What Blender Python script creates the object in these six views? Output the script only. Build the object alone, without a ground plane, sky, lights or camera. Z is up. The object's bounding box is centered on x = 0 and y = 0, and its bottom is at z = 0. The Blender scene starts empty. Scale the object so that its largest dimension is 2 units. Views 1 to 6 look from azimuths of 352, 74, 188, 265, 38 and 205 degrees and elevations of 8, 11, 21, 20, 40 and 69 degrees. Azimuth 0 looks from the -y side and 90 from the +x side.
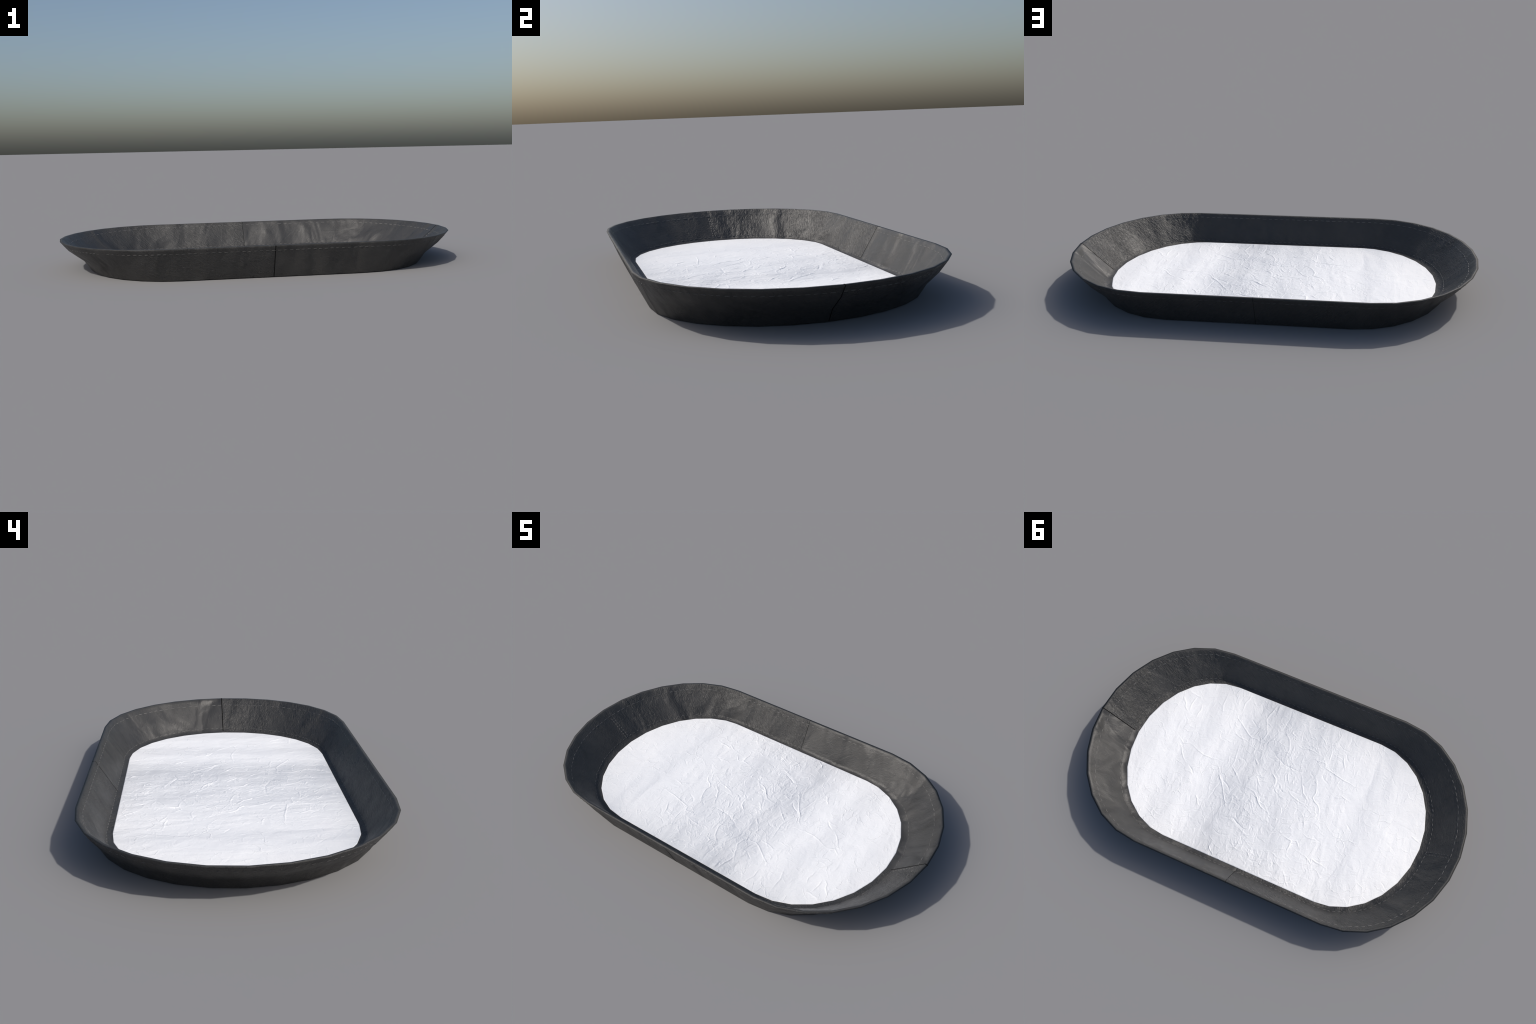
# Oval tray bed: flared black leather wall on a stadium plan, stitched in four
# panels, with a white crinkled lining on the floor.
import bpy, math, random
import numpy as np

SEGS = 14                      # straight facets per rounded end
# ring: half length of the straight side, end radii, corner spacing bias, height
FOOT      = (0.4167, 0.4328, 0.5157, 0.0,    0.0)
LOW_OUT   = (0.4380, 0.4490, 0.5385, 0.0,    0.0515)   # the wall is pinched in here round the ends
HIGH_OUT  = (0.4755, 0.4845, 0.5590, 0.0,    0.1055)   # and fuller here
RIM_OUT   = (0.4987, 0.5013, 0.5800, 0.0,    0.1516)
RIM_IN    = (0.4987, 0.4880, 0.5667, 0.0,    0.1522)
BASE_IN   = (0.4270, 0.4060, 0.4832, 0.010,  0.0158)
FLOOR     = (0.4187, 0.3904, 0.4643, 0.0168, 0.0140)
UNDER     = (0.4187, 0.3804, 0.4543, 0.0168, 0.0100)


# ------------------------------------------------------------------ plan rings
def ring(spec):
    """32 corners, counter-clockwise, starting at the middle of the +x end.
    corner 0: +x end, 8: middle of +y side, 16: -x end, 24: middle of -y side."""
    L, rx, ry, k, z = spec
    ang = [math.radians(180.0 / SEGS * i) for i in range(SEGS // 2 + 1)]
    ang = [a + k * math.sin(2 * a) for a in ang]
    quarter = [(L + rx * math.cos(a), ry * math.sin(a)) for a in ang]
    pts = quarter + [(0.0, ry)]
    pts += [(-x, y) for x, y in reversed(quarter)]
    pts += [(-x, -y) for x, y in quarter[1:]] + [(0.0, -ry)]
    pts += [(x, -y) for x, y in reversed(quarter[1:])]
    return np.array([(x, y, z) for x, y in pts])


NC = 32


def unit(v):
    return v / np.maximum(np.linalg.norm(v, axis=-1, keepdims=True), 1e-12)


def band_normals(lo, hi):
    """Smooth corner normals of the band between two rings, pointing away from
    the side on the right of (along perimeter) x (lo -> hi)."""
    nxt = np.roll(lo, -1, 0)
    face = unit(np.cross(nxt - lo, hi - lo))
    return unit(face + np.roll(face, 1, 0))


R = {n: ring(s) for n, s in dict(foot=FOOT, low_out=LOW_OUT, high_out=HIGH_OUT, rim_out=RIM_OUT, rim_in=RIM_IN, base_in=BASE_IN, floor=FLOOR, under=UNDER).items()}
UP = np.tile([0.0, 0.0, 1.0], (NC, 1))
N_BANDS = [band_normals(R[a], R[b]) for a, b in (("foot", "low_out"), ("low_out", "high_out"), ("high_out", "rim_out"))]
N_OUT = band_normals(R["foot"], R["rim_out"])
N_IN = band_normals(R["rim_in"], R["base_in"])


def lerp(a, b, t):
    return a + (b - a) * t


# cage rows: (position ring, normal ring)
OUTER = [(R["foot"], N_BANDS[0]), (R["low_out"], unit(N_BANDS[0] + N_BANDS[1])), (R["high_out"], unit(N_BANDS[1] + N_BANDS[2])),
         (lerp(R["high_out"], R["rim_out"], 0.8), N_BANDS[2]), (R["rim_out"], unit(N_OUT * 0.75 + UP * 0.5))]
RIM = [OUTER[-1], (R["rim_in"], unit(N_IN * 0.8 + UP * 0.4))]
INNER = [RIM[-1], (lerp(R["rim_in"], R["base_in"], 0.07), N_IN), (lerp(R["rim_in"], R["base_in"], 0.93), N_IN),
         (R["base_in"], unit(N_IN * 0.75 + UP * 0.5)), (R["floor"], unit(N_IN * 0.1 + UP)), (R["under"], UP)]


# ------------------------------------------------------------- noise and creases
def value_noise(x, y, seed):
    rs = np.random.RandomState(seed)
    table = rs.rand(256, 256)
    xi, yi = np.floor(x).astype(int), np.floor(y).astype(int)
    fx, fy = x - xi, y - yi
    fx, fy = fx * fx * (3 - 2 * fx), fy * fy * (3 - 2 * fy)
    g = lambda i, j: table[(xi + i) % 256, (yi + j) % 256]
    return (g(0, 0) * (1 - fx) + g(1, 0) * fx) * (1 - fy) + (g(0, 1) * (1 - fx) + g(1, 1) * fx) * fy - 0.5


def add_crease(h, X, Y, line, width, height, jag=0.0, rng=None):
    """Raise a narrow tapering ridge along a polyline."""
    line = [np.array(p, float) for p in line]
    if jag and rng:
        fine = []
        for a, b in zip(line[:-1], line[1:]):
            d = b - a
            ln = np.linalg.norm(d) + 1e-9
            n = max(1, int(ln / 0.022))
            side = np.array([-d[1], d[0]]) / ln
            for i in range(n):
                off = 0.0 if i == 0 else rng.uniform(-jag, jag)
                fine.append(a + d * i / n + side * off)
        line = fine + [line[-1]]
    lens = [np.linalg.norm(b - a) for a, b in zip(line[:-1], line[1:])]
    total, run = sum(lens) + 1e-9, 0.0
    best = np.zeros_like(h)
    P = np.array(line)
    m = width * 3
    rows = np.where((Y.max(1) > P[:, 1].min() - m) & (Y.min(1) < P[:, 1].max() + m))[0]
    if not len(rows):
        return
    rs = slice(rows[0], rows[-1] + 1)
    Xs, Ys = X[rs], Y[rs]
    cols = np.where((Xs.max(0) > P[:, 0].min() - m) & (Xs.min(0) < P[:, 0].max() + m))[0]
    if not len(cols):
        return
    cs = slice(cols[0], cols[-1] + 1)
    Xs, Ys = Xs[:, cs], Ys[:, cs]
    best = np.zeros_like(Xs)
    for (a, b), ln in zip(zip(line[:-1], line[1:]), lens):
        d = b - a
        u = np.clip(((Xs - a[0]) * d[0] + (Ys - a[1]) * d[1]) / (ln * ln + 1e-12), 0, 1)
        dist2 = (Xs - a[0] - u * d[0]) ** 2 + (Ys - a[1] - u * d[1]) ** 2
        along = (run + u * ln) / total
        taper = np.clip(np.sin(np.pi * np.clip(along, 0.03, 0.97)), 0, 1) ** 0.6
        best = np.maximum(best, np.exp(-dist2 / (width * width)) * taper)
        run += ln
    h[rs, cs] += height * best


def walk(rng, x, y, ang, length, bend):
    pts, n = [(x, y)], max(2, int(length / 0.02))
    for _ in range(n):
        ang += rng.uniform(-bend, bend)
        x, y = x + math.cos(ang) * length / n, y + math.sin(ang) * length / n
        pts.append((x, y))
    return pts


# ------------------------------------------------------------------- materials
class Nodes:
    def __init__(self, name):
        self.mat = bpy.data.materials.new(name)
        self.mat.use_nodes = True
        self.t = self.mat.node_tree
        self.bsdf = self.t.nodes["Principled BSDF"]
        self.coord = self.t.nodes.new("ShaderNodeTexCoord").outputs["Object"]

    def link(self, a, b):
        self.t.links.new(a, b)

    def mapping(self, scale, rot=(0, 0, 0), loc=(0, 0, 0), src=None):
        n = self.t.nodes.new("ShaderNodeMapping")
        n.inputs["Scale"].default_value = scale
        n.inputs["Rotation"].default_value = [math.radians(r) for r in rot]
        n.inputs["Location"].default_value = loc
        self.link(src or self.coord, n.inputs["Vector"])
        return n.outputs[0]

    def noise(self, vec, scale, detail=4, rough=0.55, dist=0.0):
        n = self.t.nodes.new("ShaderNodeTexNoise")
        n.inputs["Scale"].default_value = scale
        n.inputs["Detail"].default_value = detail
        n.inputs["Roughness"].default_value = rough
        n.inputs["Distortion"].default_value = dist
        self.link(vec, n.inputs["Vector"])
        return n.outputs["Fac"]

    def voronoi(self, vec, scale, feature="F1"):
        n = self.t.nodes.new("ShaderNodeTexVoronoi")
        n.feature = feature
        n.inputs["Scale"].default_value = scale
        self.link(vec, n.inputs["Vector"])
        return n.outputs["Distance"]

    def math(self, op, a, b=None):
        n = self.t.nodes.new("ShaderNodeMath")
        n.operation = op
        for i, v in enumerate((a, b)):
            if v is None:
                continue
            if isinstance(v, (int, float)):
                n.inputs[i].default_value = v
            else:
                self.link(v, n.inputs[i])
        return n.outputs[0]

    def ramp(self, fac, stops, interp="LINEAR"):
        n = self.t.nodes.new("ShaderNodeValToRGB")
        n.color_ramp.interpolation = interp
        e = n.color_ramp.elements
        while len(e) < len(stops):
            e.new(0.5)
        for el, (p, c) in zip(e, stops):
            el.position = p
            el.color = (*c, 1) if isinstance(c, tuple) else (c, c, c, 1)
        self.link(fac, n.inputs["Fac"])
        return n.outputs["Color"]

    def remap(self, fac, a, b, c, d):
        n = self.t.nodes.new("ShaderNodeMapRange")
        for i, v in enumerate((a, b, c, d)):
            n.inputs[i + 1].default_value = v
        self.link(fac, n.inputs[0])
        return n.outputs[0]

    def bump(self, height, distance, strength=1.0, normal=None):
        n = self.t.nodes.new("ShaderNodeBump")
        n.inputs["Distance"].default_value = distance
        n.inputs["Strength"].default_value = strength
        self.link(height, n.inputs["Height"])
        if normal:
            self.link(normal, n.inputs["Normal"])
        return n.outputs[0]


LEATHER = 0.041


def leather(name, rough, fold, grain, hair, tone=1.0, hair_rot=(0, 35, 0), seed=0.0, spec=0.42):
    """Black leather: soft vertical folds, pebbled grain, brushed diagonal hair."""
    k = Nodes(name)
    src = k.mapping((1, 1, 1), loc=(seed, seed * 0.7, seed * 0.3))
    n = None
    if fold:
        v = k.mapping((7.0, 7.0, 1.6), src=src)
        n = k.bump(k.noise(v, 1.0, 2, 0.4, 0.4), 0.030 * fold, 1.0)
    if grain:
        v = k.mapping((1, 1, 1), src=src)
        patch = k.remap(k.noise(v, 6.5, 3), 0.38, 0.60, 0.30, 1.0)
        g = k.noise(k.mapping((0.45, 0.8, 1.1), src=k.mapping((1, 1, 1), rot=hair_rot, src=src)), 105.0, 3, 0.62, 0.9)
        n = k.bump(k.math("MULTIPLY", g, patch), 0.0075 * grain, 1.0, n)
    if hair:
        v = k.mapping((30.0, 42.0, 240.0), src=k.mapping((1, 1, 1), rot=hair_rot, src=src))
        n = k.bump(k.noise(v, 1.0, 3, 0.6, 0.3), 0.0024 * hair, 1.0, n)
    fine = k.noise(src, 420.0, 2)
    n = k.bump(fine, 0.0006, 1.0, n)
    k.link(n, k.bsdf.inputs["Normal"])
    a = LEATHER * tone
    col = k.ramp(k.noise(src, 9.0, 5, 0.65), [(0.3, (a * 0.86, a * 0.86, a * 0.86)), (0.72, (a * 1.16, a * 1.14, a * 1.10))])
    k.link(col, k.bsdf.inputs["Base Color"])
    k.link(k.remap(k.noise(src, 22.0, 4, 0.6), 0.3, 0.7, rough - 0.05, rough + 0.07), k.bsdf.inputs["Roughness"])
    k.bsdf.inputs["Specular IOR Level"].default_value = spec
    return k.mat


def plain(name, colour, rough, patch=160.0):
    k = Nodes(name)
    a = colour
    col = k.ramp(k.noise(k.coord, patch, 2), [(0.35, tuple(c * (0.85 if patch > 50 else 0.72) for c in a)), (0.65, tuple(min(1, c * 1.12) for c in a))])
    k.link(col, k.bsdf.inputs["Base Color"])
    k.bsdf.inputs["Roughness"].default_value = rough
    return k.mat


# how the lining leans along the bed: (x, slope of the cloth)
LEAN = [(-0.83, 0.10), (-0.74, 0.14), (-0.64, 0.08), (-0.56, 0.04), (-0.485, -0.11), (-0.40, 0.06), (-0.28, -0.01), (-0.18, -0.04),
        (-0.095, -0.15), (-0.01, -0.06), (0.06, -0.13), (0.14, -0.20), (0.235, -0.22), (0.31, -0.04), (0.40, 0.13), (0.485, -0.10),
        (0.60, 0.14), (0.70, 0.04), (0.745, -0.02), (0.83, 0.06)]


def lining_material():
    k = Nodes("white_lining")
    x0, x1, n = -0.83, 0.83, 30
    xs = np.linspace(x0, x1, n)
    sl = np.interp(np.linspace(x0, x1, 600), [p for p, _ in LEAN], [s for _, s in LEAN])
    hh = np.cumsum(sl) * (x1 - x0) / 600
    h = np.interp(xs, np.linspace(x0, x1, 600), hh)
    h = h * 1.35
    lo, span = h.min(), h.max() - h.min()
    sep = k.t.nodes.new("ShaderNodeSeparateXYZ")
    k.link(k.coord, sep.inputs[0])
    wob = k.math("MULTIPLY", k.math("SUBTRACT", k.noise(k.mapping((1.2, 3.0, 1)), 1.0, 2), 0.5), 0.12)
    skew = k.math("MULTIPLY", sep.outputs["Y"], -0.05)
    x = k.math("ADD", k.math("ADD", sep.outputs["X"], wob), skew)
    fac = k.remap(x, x0, x1, 0.0, 1.0)
    height = k.ramp(fac, [(float((p - x0) / (x1 - x0)), float((q - lo) / span)) for p, q in zip(xs, h)], "B_SPLINE")
    n1 = k.bump(height, float(span))
    soft = k.noise(k.mapping((12, 4.5, 1)), 1.0, 3, 0.5, 0.5)
    n2 = k.bump(soft, 0.008, 1.0, n1)
    # crackled ridges along warped cell borders, in patches
    wx = k.math("ADD", sep.outputs["X"], k.math("MULTIPLY", k.noise(k.coord, 16.0, 3), 0.07))
    wy = k.math("ADD", sep.outputs["Y"], k.math("MULTIPLY", k.noise(k.mapping((1, 1, 1), loc=(3, 5, 0)), 16.0, 3), 0.07))
    comb = k.t.nodes.new("ShaderNodeCombineXYZ")
    k.link(wx, comb.inputs[0])
    k.link(k.math("MULTIPLY", wy, 0.7), comb.inputs[1])
    ridge = k.remap(k.voronoi(comb.outputs[0], 21.0, "DISTANCE_TO_EDGE"), 0.0, 0.055, 1.0, 0.0)
    patch = k.remap(k.noise(k.mapping((1, 1, 1), loc=(9, 2, 0)), 8.0, 3), 0.46, 0.62, 0.0, 1.0)
    n2 = k.bump(k.math("MULTIPLY", ridge, patch), 0.0009, 1.0, n2)
    mid = k.noise(k.mapping((1, 1, 1), rot=(0, 0, 30)), 45.0, 4, 0.55, 0.8)
    n3 = k.bump(mid, 0.0012, 1.0, n2)
    weave = k.noise(k.mapping((70, 330, 1), rot=(0, 0, -12)), 1.0, 2)
    n4 = k.bump(weave, 0.00045, 1.0, n3)
    k.link(n4, k.bsdf.inputs["Normal"])
    col = k.ramp(k.noise(k.coord, 7.0, 4), [(0.3, (0.915, 0.930, 0.950)), (0.7, (0.935, 0.945, 0.960))])
    k.link(col, k.bsdf.inputs["Base Color"])
    k.bsdf.inputs["Roughness"].default_value = 0.58
    k.bsdf.inputs["Specular IOR Level"].default_value = 0.42
    return k.mat


# ---------------------------------------------------------------- mesh building
def mesh_object(name, verts, quads, mat, parent, normals=None, smooth=True):
    me = bpy.data.meshes.new(name)
    me.from_pydata(verts.tolist() if isinstance(verts, np.ndarray) else verts, [], quads.tolist() if isinstance(quads, np.ndarray) else quads)
    me.materials.append(mat)
    me.polygons.foreach_set("use_smooth", [smooth] * len(me.polygons))
    me.update()
    if normals is not None:
        me.normals_split_custom_set_from_vertices(normals.tolist())
    ob = bpy.data.objects.new(name, me)
    bpy.context.scene.collection.objects.link(ob)
    ob.parent = parent
    return ob


def grid_quads(rows, cols):
    i = np.arange(rows * cols).reshape(rows, cols)
    return np.stack([i[:-1, :-1], i[:-1, 1:], i[1:, 1:], i[1:, :-1]], -1).reshape(-1, 4)


STEP = 0.0045


def columns(first, last):
    """Fractional corner positions between two corners of the plan."""
    mid = R["rim_out"]
    c = []
    for i in range(first, last):
        n = max(2, int(np.linalg.norm(mid[(i + 1) % NC] - mid[i % NC]) / STEP))
        c += [i + j / n for j in range(n)]
    return np.array(c + [float(last)])


def at_corner(ringpts, c):
    i = np.floor(c).astype(int)
    f = (c - i)[:, None]
    return ringpts[i % NC] * (1 - f) + ringpts[(i + 1) % NC] * f


def panel(name, cage, first, last, mat, parent, creases=None, soft=0.0, seed=0, tail=0.0):
    c = columns(first, last)
    P, N = [], []
    for k in range(len(cage) - 1):
        (pa, na), (pb, nb) = cage[k], cage[k + 1]
        wide = np.linalg.norm(pb - pa, axis=1).mean()
        n = max(2, int(round(wide / STEP)))
        for j in range(n + (k == len(cage) - 2)):
            t = j / n
            P.append(at_corner(lerp(pa, pb, t), c))
            N.append(unit(at_corner(lerp(na, nb, t), c)))
    P, N = np.array(P), np.array(N)
    # arc-length coordinates on the panel
    s = np.concatenate([[0], np.cumsum(np.linalg.norm(np.diff(P[len(P) // 2], axis=0), axis=1))])
    t = np.concatenate([[0], np.cumsum(np.linalg.norm(np.diff(P[:, len(c) // 2], axis=0), axis=1))])
    S, T = np.meshgrid(s, t)
    h = np.zeros_like(S)
    if creases:
        creases(h, S, T, s[-1], t[-1])
    if soft:
        h += soft * value_noise(S * 16 + T * 5, T * 11 + 3.3, seed + 5)
        h += soft * 0.4 * value_noise(S * 45 + T * 20, T * 34 + 7.7, seed + 6)
    # fade to nothing at the borders, so that neighbouring pieces meet exactly
    edge = np.minimum(np.minimum(S - s[0], s[-1] - S), np.minimum(T - t[0], np.maximum(t[-1] - tail - T, 0)))
    h *= np.clip(edge / 0.012, 0, 1) ** 1.5
    gs = np.gradient(h, s, axis=1)
    gt = np.gradient(h, t, axis=0)
    ds = unit(np.gradient(P, axis=1))
    dt = unit(np.gradient(P, axis=0))
    P2 = P + N * h[..., None]
    N2 = unit(N - ds * gs[..., None] - dt * gt[..., None])
    q = grid_quads(*S.shape)
    # wind the faces to agree with the shading normals
    a, b, d = P2.reshape(-1, 3)[q[len(q) // 2][:3]]
    if np.dot(np.cross(b - a, d - a), N2.reshape(-1, 3)[q[len(q) // 2][0]]) < 0:
        q = q[:, ::-1]
    return mesh_object(name, P2.reshape(-1, 3), q, mat, parent, N2.reshape(-1, 3))


def leather_creases(seed, count, lean, long_, height):
    def run(h, S, T, s1, t1):
        rng = random.Random(seed)
        for _ in range(count):
            a = math.radians(lean + rng.gauss(0, 28))
            ln = long_ * rng.uniform(0.35, 1.3)
            line = walk(rng, rng.uniform(0, s1), rng.uniform(0.1, 0.9) * t1, a, ln, 0.35)
            add_crease(h, S, T, line, rng.uniform(0.0030, 0.0068), height * rng.choice((-1, 1, 1)) * rng.uniform(0.4, 1.2), 0.002, rng)
    return run


# --------------------------------------------------------------------- the tray
tray = bpy.data.objects.new("oval_tray_bed", None)
bpy.context.scene.collection.objects.link(tray)
tray["label"] = "oval tray bed with flared black leather sides and white crinkled floor"
tray["category"] = "pet bed"

thread = plain("grey_thread", (0.125, 0.123, 0.119), 0.5, 9.0)
dark_thread = plain("dark_grey_thread", (0.072, 0.071, 0.069), 0.55, 9.0)
gap = plain("seam_shadow_leather", (0.004, 0.004, 0.004), 0.9)
gap.node_tree.nodes["Principled BSDF"].inputs["Specular IOR Level"].default_value = 0.05

# quarter: first corner, last corner, then the looks of the inner and outer leather
smooth_in = leather("smooth_leather", 0.42, 1.3, 0.20, 0.30, 1.05, (30, 40, 0), seed=1.3)
pebble_in = leather("pebbled_leather", 0.44, 1.25, 0.85, 0.8, 1.0, (25, -40, 0), seed=4.1)
crumple_in = leather("crumpled_leather", 0.445, 1.1, 0.95, 0.5, 1.0, (-40, 35, 0), seed=7.7)
brushed_in = leather("brushed_leather", 0.46, 0.9, 0.45, 1.3, 0.95, (-25, 40, 0), seed=2.9)
smooth_out = leather("smooth_outer_leather", 0.47, 1.6, 0.35, 0.5, 0.85, (25, -40, 0), seed=11.0)
brushed_out = leather("brushed_outer_leather", 0.48, 1.4, 0.6, 1.2, 0.85, (25, -40, 0), seed=13.0)
rim_mat = leather("rim_leather", 0.52, 0.2, 0.35, 0.2, 1.05, seed=17.0)

QUARTERS = [
    (0, 8, smooth_in, brushed_out, leather_creases(3, 70, 60, 0.10, 0.0006), 0.0006, leather_creases(31, 16, 70, 0.08, 0.0006)),
    (8, 16, pebble_in, brushed_out, leather_creases(5, 40, 110, 0.06, 0.0007), 0.0009, leather_creases(33, 16, 110, 0.08, 0.0006)),
    (16, 24, brushed_in, brushed_out, leather_creases(7, 18, 60, 0.06, 0.0006), 0.0010, leather_creases(35, 26, 60, 0.09, 0.0007)),
    (24, 32, crumple_in, smooth_out, leather_creases(9, 70, 70, 0.07, 0.0007), 0.0009, leather_creases(37, 26, 50, 0.09, 0.0008)),
]
for a, b, mat_in, mat_out, cr_in, soft, cr_out in QUARTERS:
    panel("outer_panel", OUTER, a, b, mat_out, tray, cr_out, 0.0012, 40 + a)
    panel("inner_panel", INNER, a, b, mat_in, tray, cr_in, soft, 60 + a, 0.036)
rim = panel("rim", RIM, 0, 32, rim_mat, tray)

# underside sheet
foot = R["foot"] * np.array([0.997, 0.997, 1]) + np.array([0, 0, 0.001])
mesh_object("base_sheet", foot, [list(range(NC - 1, -1, -1))], plain("base_leather", (0.03, 0.03, 0.03), 0.7), tray, smooth=False)


# --------------------------------------------------------------- floor lining
CREASES = [  # (+1 ridge / -1 furrow, points in mm)
    (1, [(530, -55), (466, -32), (425, -21), (320, -28)]), (1, [(265, -27), (221, 6), (179, 45)]),
    (1, [(272, 7), (262, -30), (268, -108), (276, -160)]), (1, [(342, -7), (309, 28), (270, 85)]),
    (-1, [(244, -93), (187, -64)]), (1, [(168, -115), (135, -79)]),
    (1, [(363, -309), (308, -263), (255, -226), (180, -211)]), (1, [(192, -332), (167, -278), (182, -215), (158, -187)]),
    (1, [(195, -428), (204, -340)]), (-1, [(277, -316), (237, -290)]),
    (1, [(335, -216), (283, -191), (232, -184)]), (1, [(591, -63), (558, -38), (528, -52)]),
    (1, [(567, -284), (556, -254), (562, -207)]), (1, [(615, -232), (613, -318)]),
    (1, [(682, -292), (627, -222)]), (1, [(575, -31), (540, 13), (494, 56)]),
    (-1, [(469, 66), (428, 102)]), (1, [(440, -275), (459, -332), (463, -408)]),
    (1, [(346, -334), (352, -389), (341, -453)]), (-1, [(96, -451), (91, -343), (105, -310)]),
    (1, [(184, -455), (204, -350)]), (1, [(81, -321), (44, -291), (19, -235), (14, -161)]),
    (-1, [(110, -194), (13, -146), (-36, -143), (-103, -148)]), (1, [(-97, -130), (-146, -39), (-187, -8)]),
    (1, [(-161, -154), (-196, -105), (-208, -66), (-203, -35), (-260, 13), (-267, 62)]),
    (1, [(-168, -268), (-199, -216), (-260, -203), (-340, -189), (-392, -173)]),
    (1, [(-46, -290), (-107, -281), (-149, -269)]), (1, [(-190, -328), (-203, -258)]),
    (1, [(-266, -316), (-298, -250)]), (1, [(-332, -107), (-388, -93)]),
    (1, [(-64, -26), (-120, 7), (-184, 17)]), (1, [(53, -78), (18, -54), (8, 20)]),
    (1, [(111, -22), (73, 20)]), (1, [(93, 58), (47, 106), (-21, 134)]),
    (1, [(314, 40), (258, 98), (215, 164), (192, 195)]), (-1, [(280, 79), (293, 196)]),
    (-1, [(278, 49), (213, 111)]), (1, [(157, 49), (85, 62), (52, 100), (17, 100), (-16, 130), (-56, 152)]),
    (1, [(192, 122), (178, 176)]), (-1, [(183, 247), (132, 232), (47, 265)]),
    (1, [(188, 410), (140, 454)]), (1, [(366, 199), (317, 250)]),
    (1, [(-141, 213), (-195, 224), (-198, 273)]), (1, [(-223, 140), (-207, 96)]),
    (1, [(-233, 163), (-260, 174), (-316, 165)]), (1, [(-190, 221), (-203, 308)]),
    (1, [(-197, 218), (-222, 215), (-245, 243)]),
    (1, [(-281, 265), (-330, 293), (-326, 268), (-352, 276), (-410, 284)]),
    (-1, [(-416, 22), (-461, 57)]), (-1, [(-689, 234), (-725, 262)]),
    (1, [(-214, 383), (-272, 447)]), (1, [(-747, -51), (-797, -34)]),
]


def floor_lining():
    out = R["floor"]
    ry = FLOOR[2]
    corners = out[:9]                                   # quarter outline, x falling as y rises
    qy, qx = corners[:8, 1], corners[:8, 0]
    ys = np.linspace(-ry, ry, 560)
    ys = np.unique(np.concatenate([ys, qy, -qy]))
    half = np.interp(np.abs(ys), qy, qx)
    u = np.linspace(-1, 1, 980)
    X = u[None, :] * half[:, None]
    Y = np.repeat(ys[:, None], len(u), 1)
    h = np.zeros_like(X)
    rng = random.Random(21)
    for sign, line in CREASES:
        add_crease(h, X, Y, [(a / 1000, b / 1000) for a, b in line], 0.0031, sign * rng.uniform(0.0010, 0.0019), 0.006, rng)
    for _ in range(1100):                                # finer wrinkles, denser in the middle
        x, y = rng.gauss(-0.02, 0.34), rng.uniform(-0.46, 0.46)
        if abs(x) > 0.8:
            x = rng.uniform(-0.75, 0.75)
        a = rng.gauss(math.pi / 2, 0.75)
        line = walk(rng, x, y, a, rng.uniform(0.015, 0.09), 0.75)
        add_crease(h, X, Y, line, rng.uniform(0.0020, 0.0036), rng.choice((1, 1, -1)) * rng.uniform(0.0002, 0.0010) * (1.25 - 1.1 * abs(x)), 0.004, rng)
    for _ in range(1250):                               # short crinkles
        x, y = rng.gauss(-0.02, 0.30), rng.uniform(-0.46, 0.46)
        line = walk(rng, x, y, rng.gauss(math.pi / 2, 0.9), rng.uniform(0.012, 0.035), 0.9)
        add_crease(h, X, Y, line, rng.uniform(0.0016, 0.0026), rng.choice((1, 1, -1)) * rng.uniform(0.0002, 0.0008) * max(0.2, 1.2 - 1.3 * abs(x)), 0.004, rng)
    h += 0.0010 * value_noise(X * 14, Y * 9, 3) + 0.0006 * value_noise(X * 38 + Y * 9, Y * 30, 4)
    edge = np.minimum(half[:, None] - np.abs(X), ry - np.abs(Y))
    h *= np.clip(edge / 0.02, 0, 1)
    Z = FLOOR[4] + 0.0012 + h - 0.0012 * (1 - np.clip(edge / 0.004, 0, 1)) ** 2
    V = np.stack([X, Y, Z], -1)
    rows, cols = X.shape
    q = grid_quads(rows, cols)
    # turned-down hem round the edge
    idx = np.arange(rows * cols).reshape(rows, cols)
    loop = np.concatenate([idx[0, :-1], idx[:-1, -1], idx[-1, :0:-1], idx[:0:-1, 0]])
    hem = V.reshape(-1, 3)[loop].copy()
    hem[:, 2] -= 0.0035
    hem_i = rows * cols + np.arange(len(loop))
    nl, nh = np.roll(loop, -1), np.roll(hem_i, -1)
    side = np.stack([loop, hem_i, nh, nl], -1)
    return mesh_object("floor_lining", np.concatenate([V.reshape(-1, 3), hem]), np.concatenate([q, side]), lining_material(), tray)


floor_lining()


# ------------------------------------------------------------- stitches and seams
def surface(cage_lo, cage_hi, n_ring, t, c, lift=0.0):
    c = np.atleast_1d(np.asarray(c, float))
    if cage_lo is R["foot"]:                           # outer wall: through its two middle rings
        stops = [R["foot"], R["low_out"], R["high_out"], R["rim_out"]]
        hs = [q[0, 2] / R["rim_out"][0, 2] for q in stops]
        k = min(2, int(np.searchsorted(hs, t, side="right")) - 1)
        p = at_corner(lerp(stops[k], stops[k + 1], (t - hs[k]) / (hs[k + 1] - hs[k])), c)
        n_ring = N_BANDS[k]
    else:
        p = at_corner(lerp(cage_lo, cage_hi, t), c)
    n = unit(at_corner(n_ring, c))
    return p + n * lift, n


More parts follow.
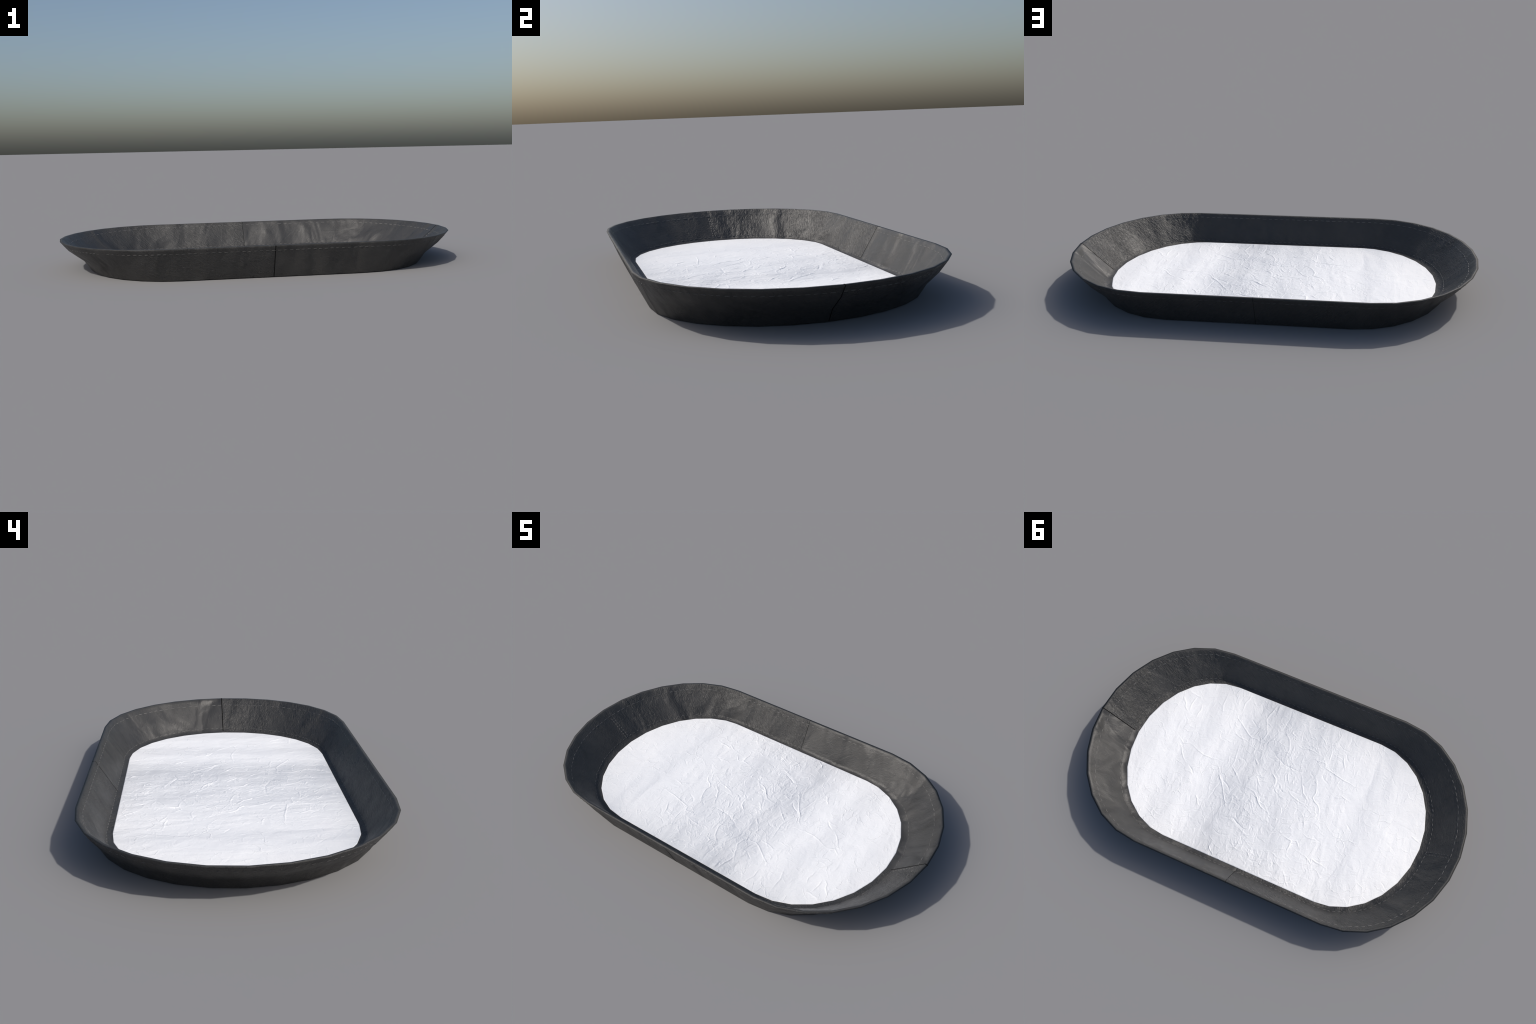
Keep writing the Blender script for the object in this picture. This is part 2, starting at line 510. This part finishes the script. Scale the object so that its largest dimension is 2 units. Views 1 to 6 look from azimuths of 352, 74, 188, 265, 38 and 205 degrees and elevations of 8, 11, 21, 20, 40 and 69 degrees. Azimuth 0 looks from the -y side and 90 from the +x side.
class Thread:
    """Collects stitches: small pillow shaped dashes lying on a surface."""
    def __init__(self):
        self.v, self.f = [], []

    def dash(self, a, b, n, width, high):
        d = unit(b - a)
        w = unit(np.cross(n, d)) * width / 2
        base = len(self.v)
        for f, k, hh in ((0.0, 0.45, 0.0), (0.14, 0.9, 0.8), (0.5, 1.0, 1.0), (0.86, 0.9, 0.8), (1.0, 0.45, 0.0)):
            p = a + (b - a) * f
            self.v += [p - w * k - n * 0.001, p - w * k * 0.6 + n * high * hh, p + w * k * 0.6 + n * high * hh, p + w * k - n * 0.001]
        for i in range(4):
            o = base + i * 4
            for j in range(3):
                self.f.append((o + j, o + 4 + j, o + 5 + j, o + 1 + j))
        self.f += [(base, base + 1, base + 2, base + 3), (base + 19, base + 18, base + 17, base + 16)]

    def finish(self, name, mat):
        ob = mesh_object(name, np.array(self.v), self.f, mat, tray)
        ob["kind"] = "stuff"
        return ob


def stitch_row(name, lo, hi, n_ring, t_side, t_end, period, length, width, high, seed, mat):
    rng = random.Random(seed)
    th = Thread()
    c = np.linspace(0, 32, 32 * 60 + 1)
    # rows run a little lower on the wall round the ends than along the sides
    near_end = np.abs(np.cos(c / 32 * 2 * np.pi)) ** 2
    t = t_side + (t_end - t_side) * near_end
    p = np.concatenate([surface(lo, hi, n_ring, tt, cc)[0] for tt, cc in zip(t, c)])
    n = unit(at_corner(n_ring, c))
    run = np.concatenate([[0], np.cumsum(np.linalg.norm(np.diff(p, axis=0), axis=1))])
    for k in range(int(run[-1] / period)):
        s0 = k * period + rng.uniform(-0.0015, 0.0015)
        s1 = s0 + length * rng.uniform(0.85, 1.12)
        pick = lambda s: np.array([np.interp(s, run, p[:, i]) for i in range(3)])
        nn = unit(np.array([np.interp((s0 + s1) / 2, run, n[:, i]) for i in range(3)]))
        j = nn * 0.0006 + np.array([0, 0, rng.uniform(-0.0006, 0.0006)])
        th.dash(pick(s0) + j, pick(s1) + j, nn, width * rng.uniform(0.85, 1.15), high)
    return th.finish(name, mat)


OUT_T, UPI, LOI = (R["foot"], R["rim_out"], N_OUT), (R["base_in"], R["rim_in"], N_IN), (R["base_in"], R["rim_in"], N_IN)
stitch_row("outer_stitching", *OUT_T, 0.845, 0.835, 0.0270, 0.0165, 0.0030, 0.0006, 1, dark_thread)
stitch_row("inner_stitching", *UPI, 0.872, 0.800, 0.0330, 0.0200, 0.0032, 0.0006, 2, thread)
stitch_row("inner_stitching", *LOI, 0.035, 0.085, 0.0260, 0.0165, 0.0032, 0.0006, 3, thread)


def upright_stitches(corner, offset, t0, t1, period=0.0165, length=0.0105):
    """A line of stitches running up the inner wall at an end of the tray."""
    th = Thread()
    side = np.array([0.0, offset, 0.0])
    a, n = surface(*UPI[:2], N_IN, t0, corner, 0.0012)
    b, _ = surface(*UPI[:2], N_IN, t1, corner, 0.0012)
    a, b, n = a[0] + side, b[0] + side, n[0]
    total = np.linalg.norm(b - a)
    d = (b - a) / total
    for k in range(int(total / period)):
        th.dash(a + d * k * period, a + d * (k * period + length), n, 0.0032, 0.0011)
    return th.finish("seam_stitching", thread)


upright_stitches(0, -0.015, 0.10, 0.80)
upright_stitches(16, 0.001, 0.10, 0.80)
upright_stitches(16, 0.016, 0.10, 0.80)


def seam(points, normals, width):
    """A thin dark sunken join, drawn as a narrow band lying on the leather."""
    v, f = [], []
    P, N = np.array(points), np.array(normals)
    D = unit(np.gradient(P, axis=0))
    for p, n, d in zip(P, N, D):
        w = unit(np.cross(n, d)) * width / 2
        v += [p - w - n * 0.001, p - w * 0.5 + n * 0.0007, p + w * 0.5 + n * 0.0007, p + w - n * 0.001]
    for i in range(len(P) - 1):
        for j in range(3):
            f.append((i * 4 + j, i * 4 + 4 + j, i * 4 + 5 + j, i * 4 + 1 + j))
    return mesh_object("seam", np.array(v), f, gap, tray)


def straight_seam(lo, hi, n_ring, corner, width, sway=((0, 0), (1, 0)), t0=0.0, t1=1.0, axis=1, over_rim=False):
    pts, nrm = [], []
    for t in np.linspace(t0, t1, 22):
        p, n = surface(lo, hi, n_ring, t, corner)
        p = p[0].copy()
        p[axis] += np.interp(t, [a for a, _ in sway], [b for _, b in sway])
        pts.append(p), nrm.append(n[0])
    if over_rim:
        p, n = R["rim_out"][corner], unit(N_OUT[corner] + UP[corner])
        pts.append(p), nrm.append(UP[corner])
    return seam(pts, nrm, width)


straight_seam(*UPI, 0, 0.0066, over_rim=True)                                   # +x end, inside
straight_seam(*UPI, 8, 0.0028, axis=0, sway=((0, 0.0), (0.5, 0.0012), (1, 0.0)), over_rim=True)   # +y side, inside
straight_seam(*OUT_T, 24, 0.0050, axis=0, t0=0.012)                                       # -y side, outside
straight_seam(*OUT_T, 8, 0.0016, axis=0, t0=0.012)                                        # +y side, outside
straight_seam(*OUT_T, 0, 0.0036, t0=0.012)                                                # +x end, outside

bpy.context.view_layer.update()
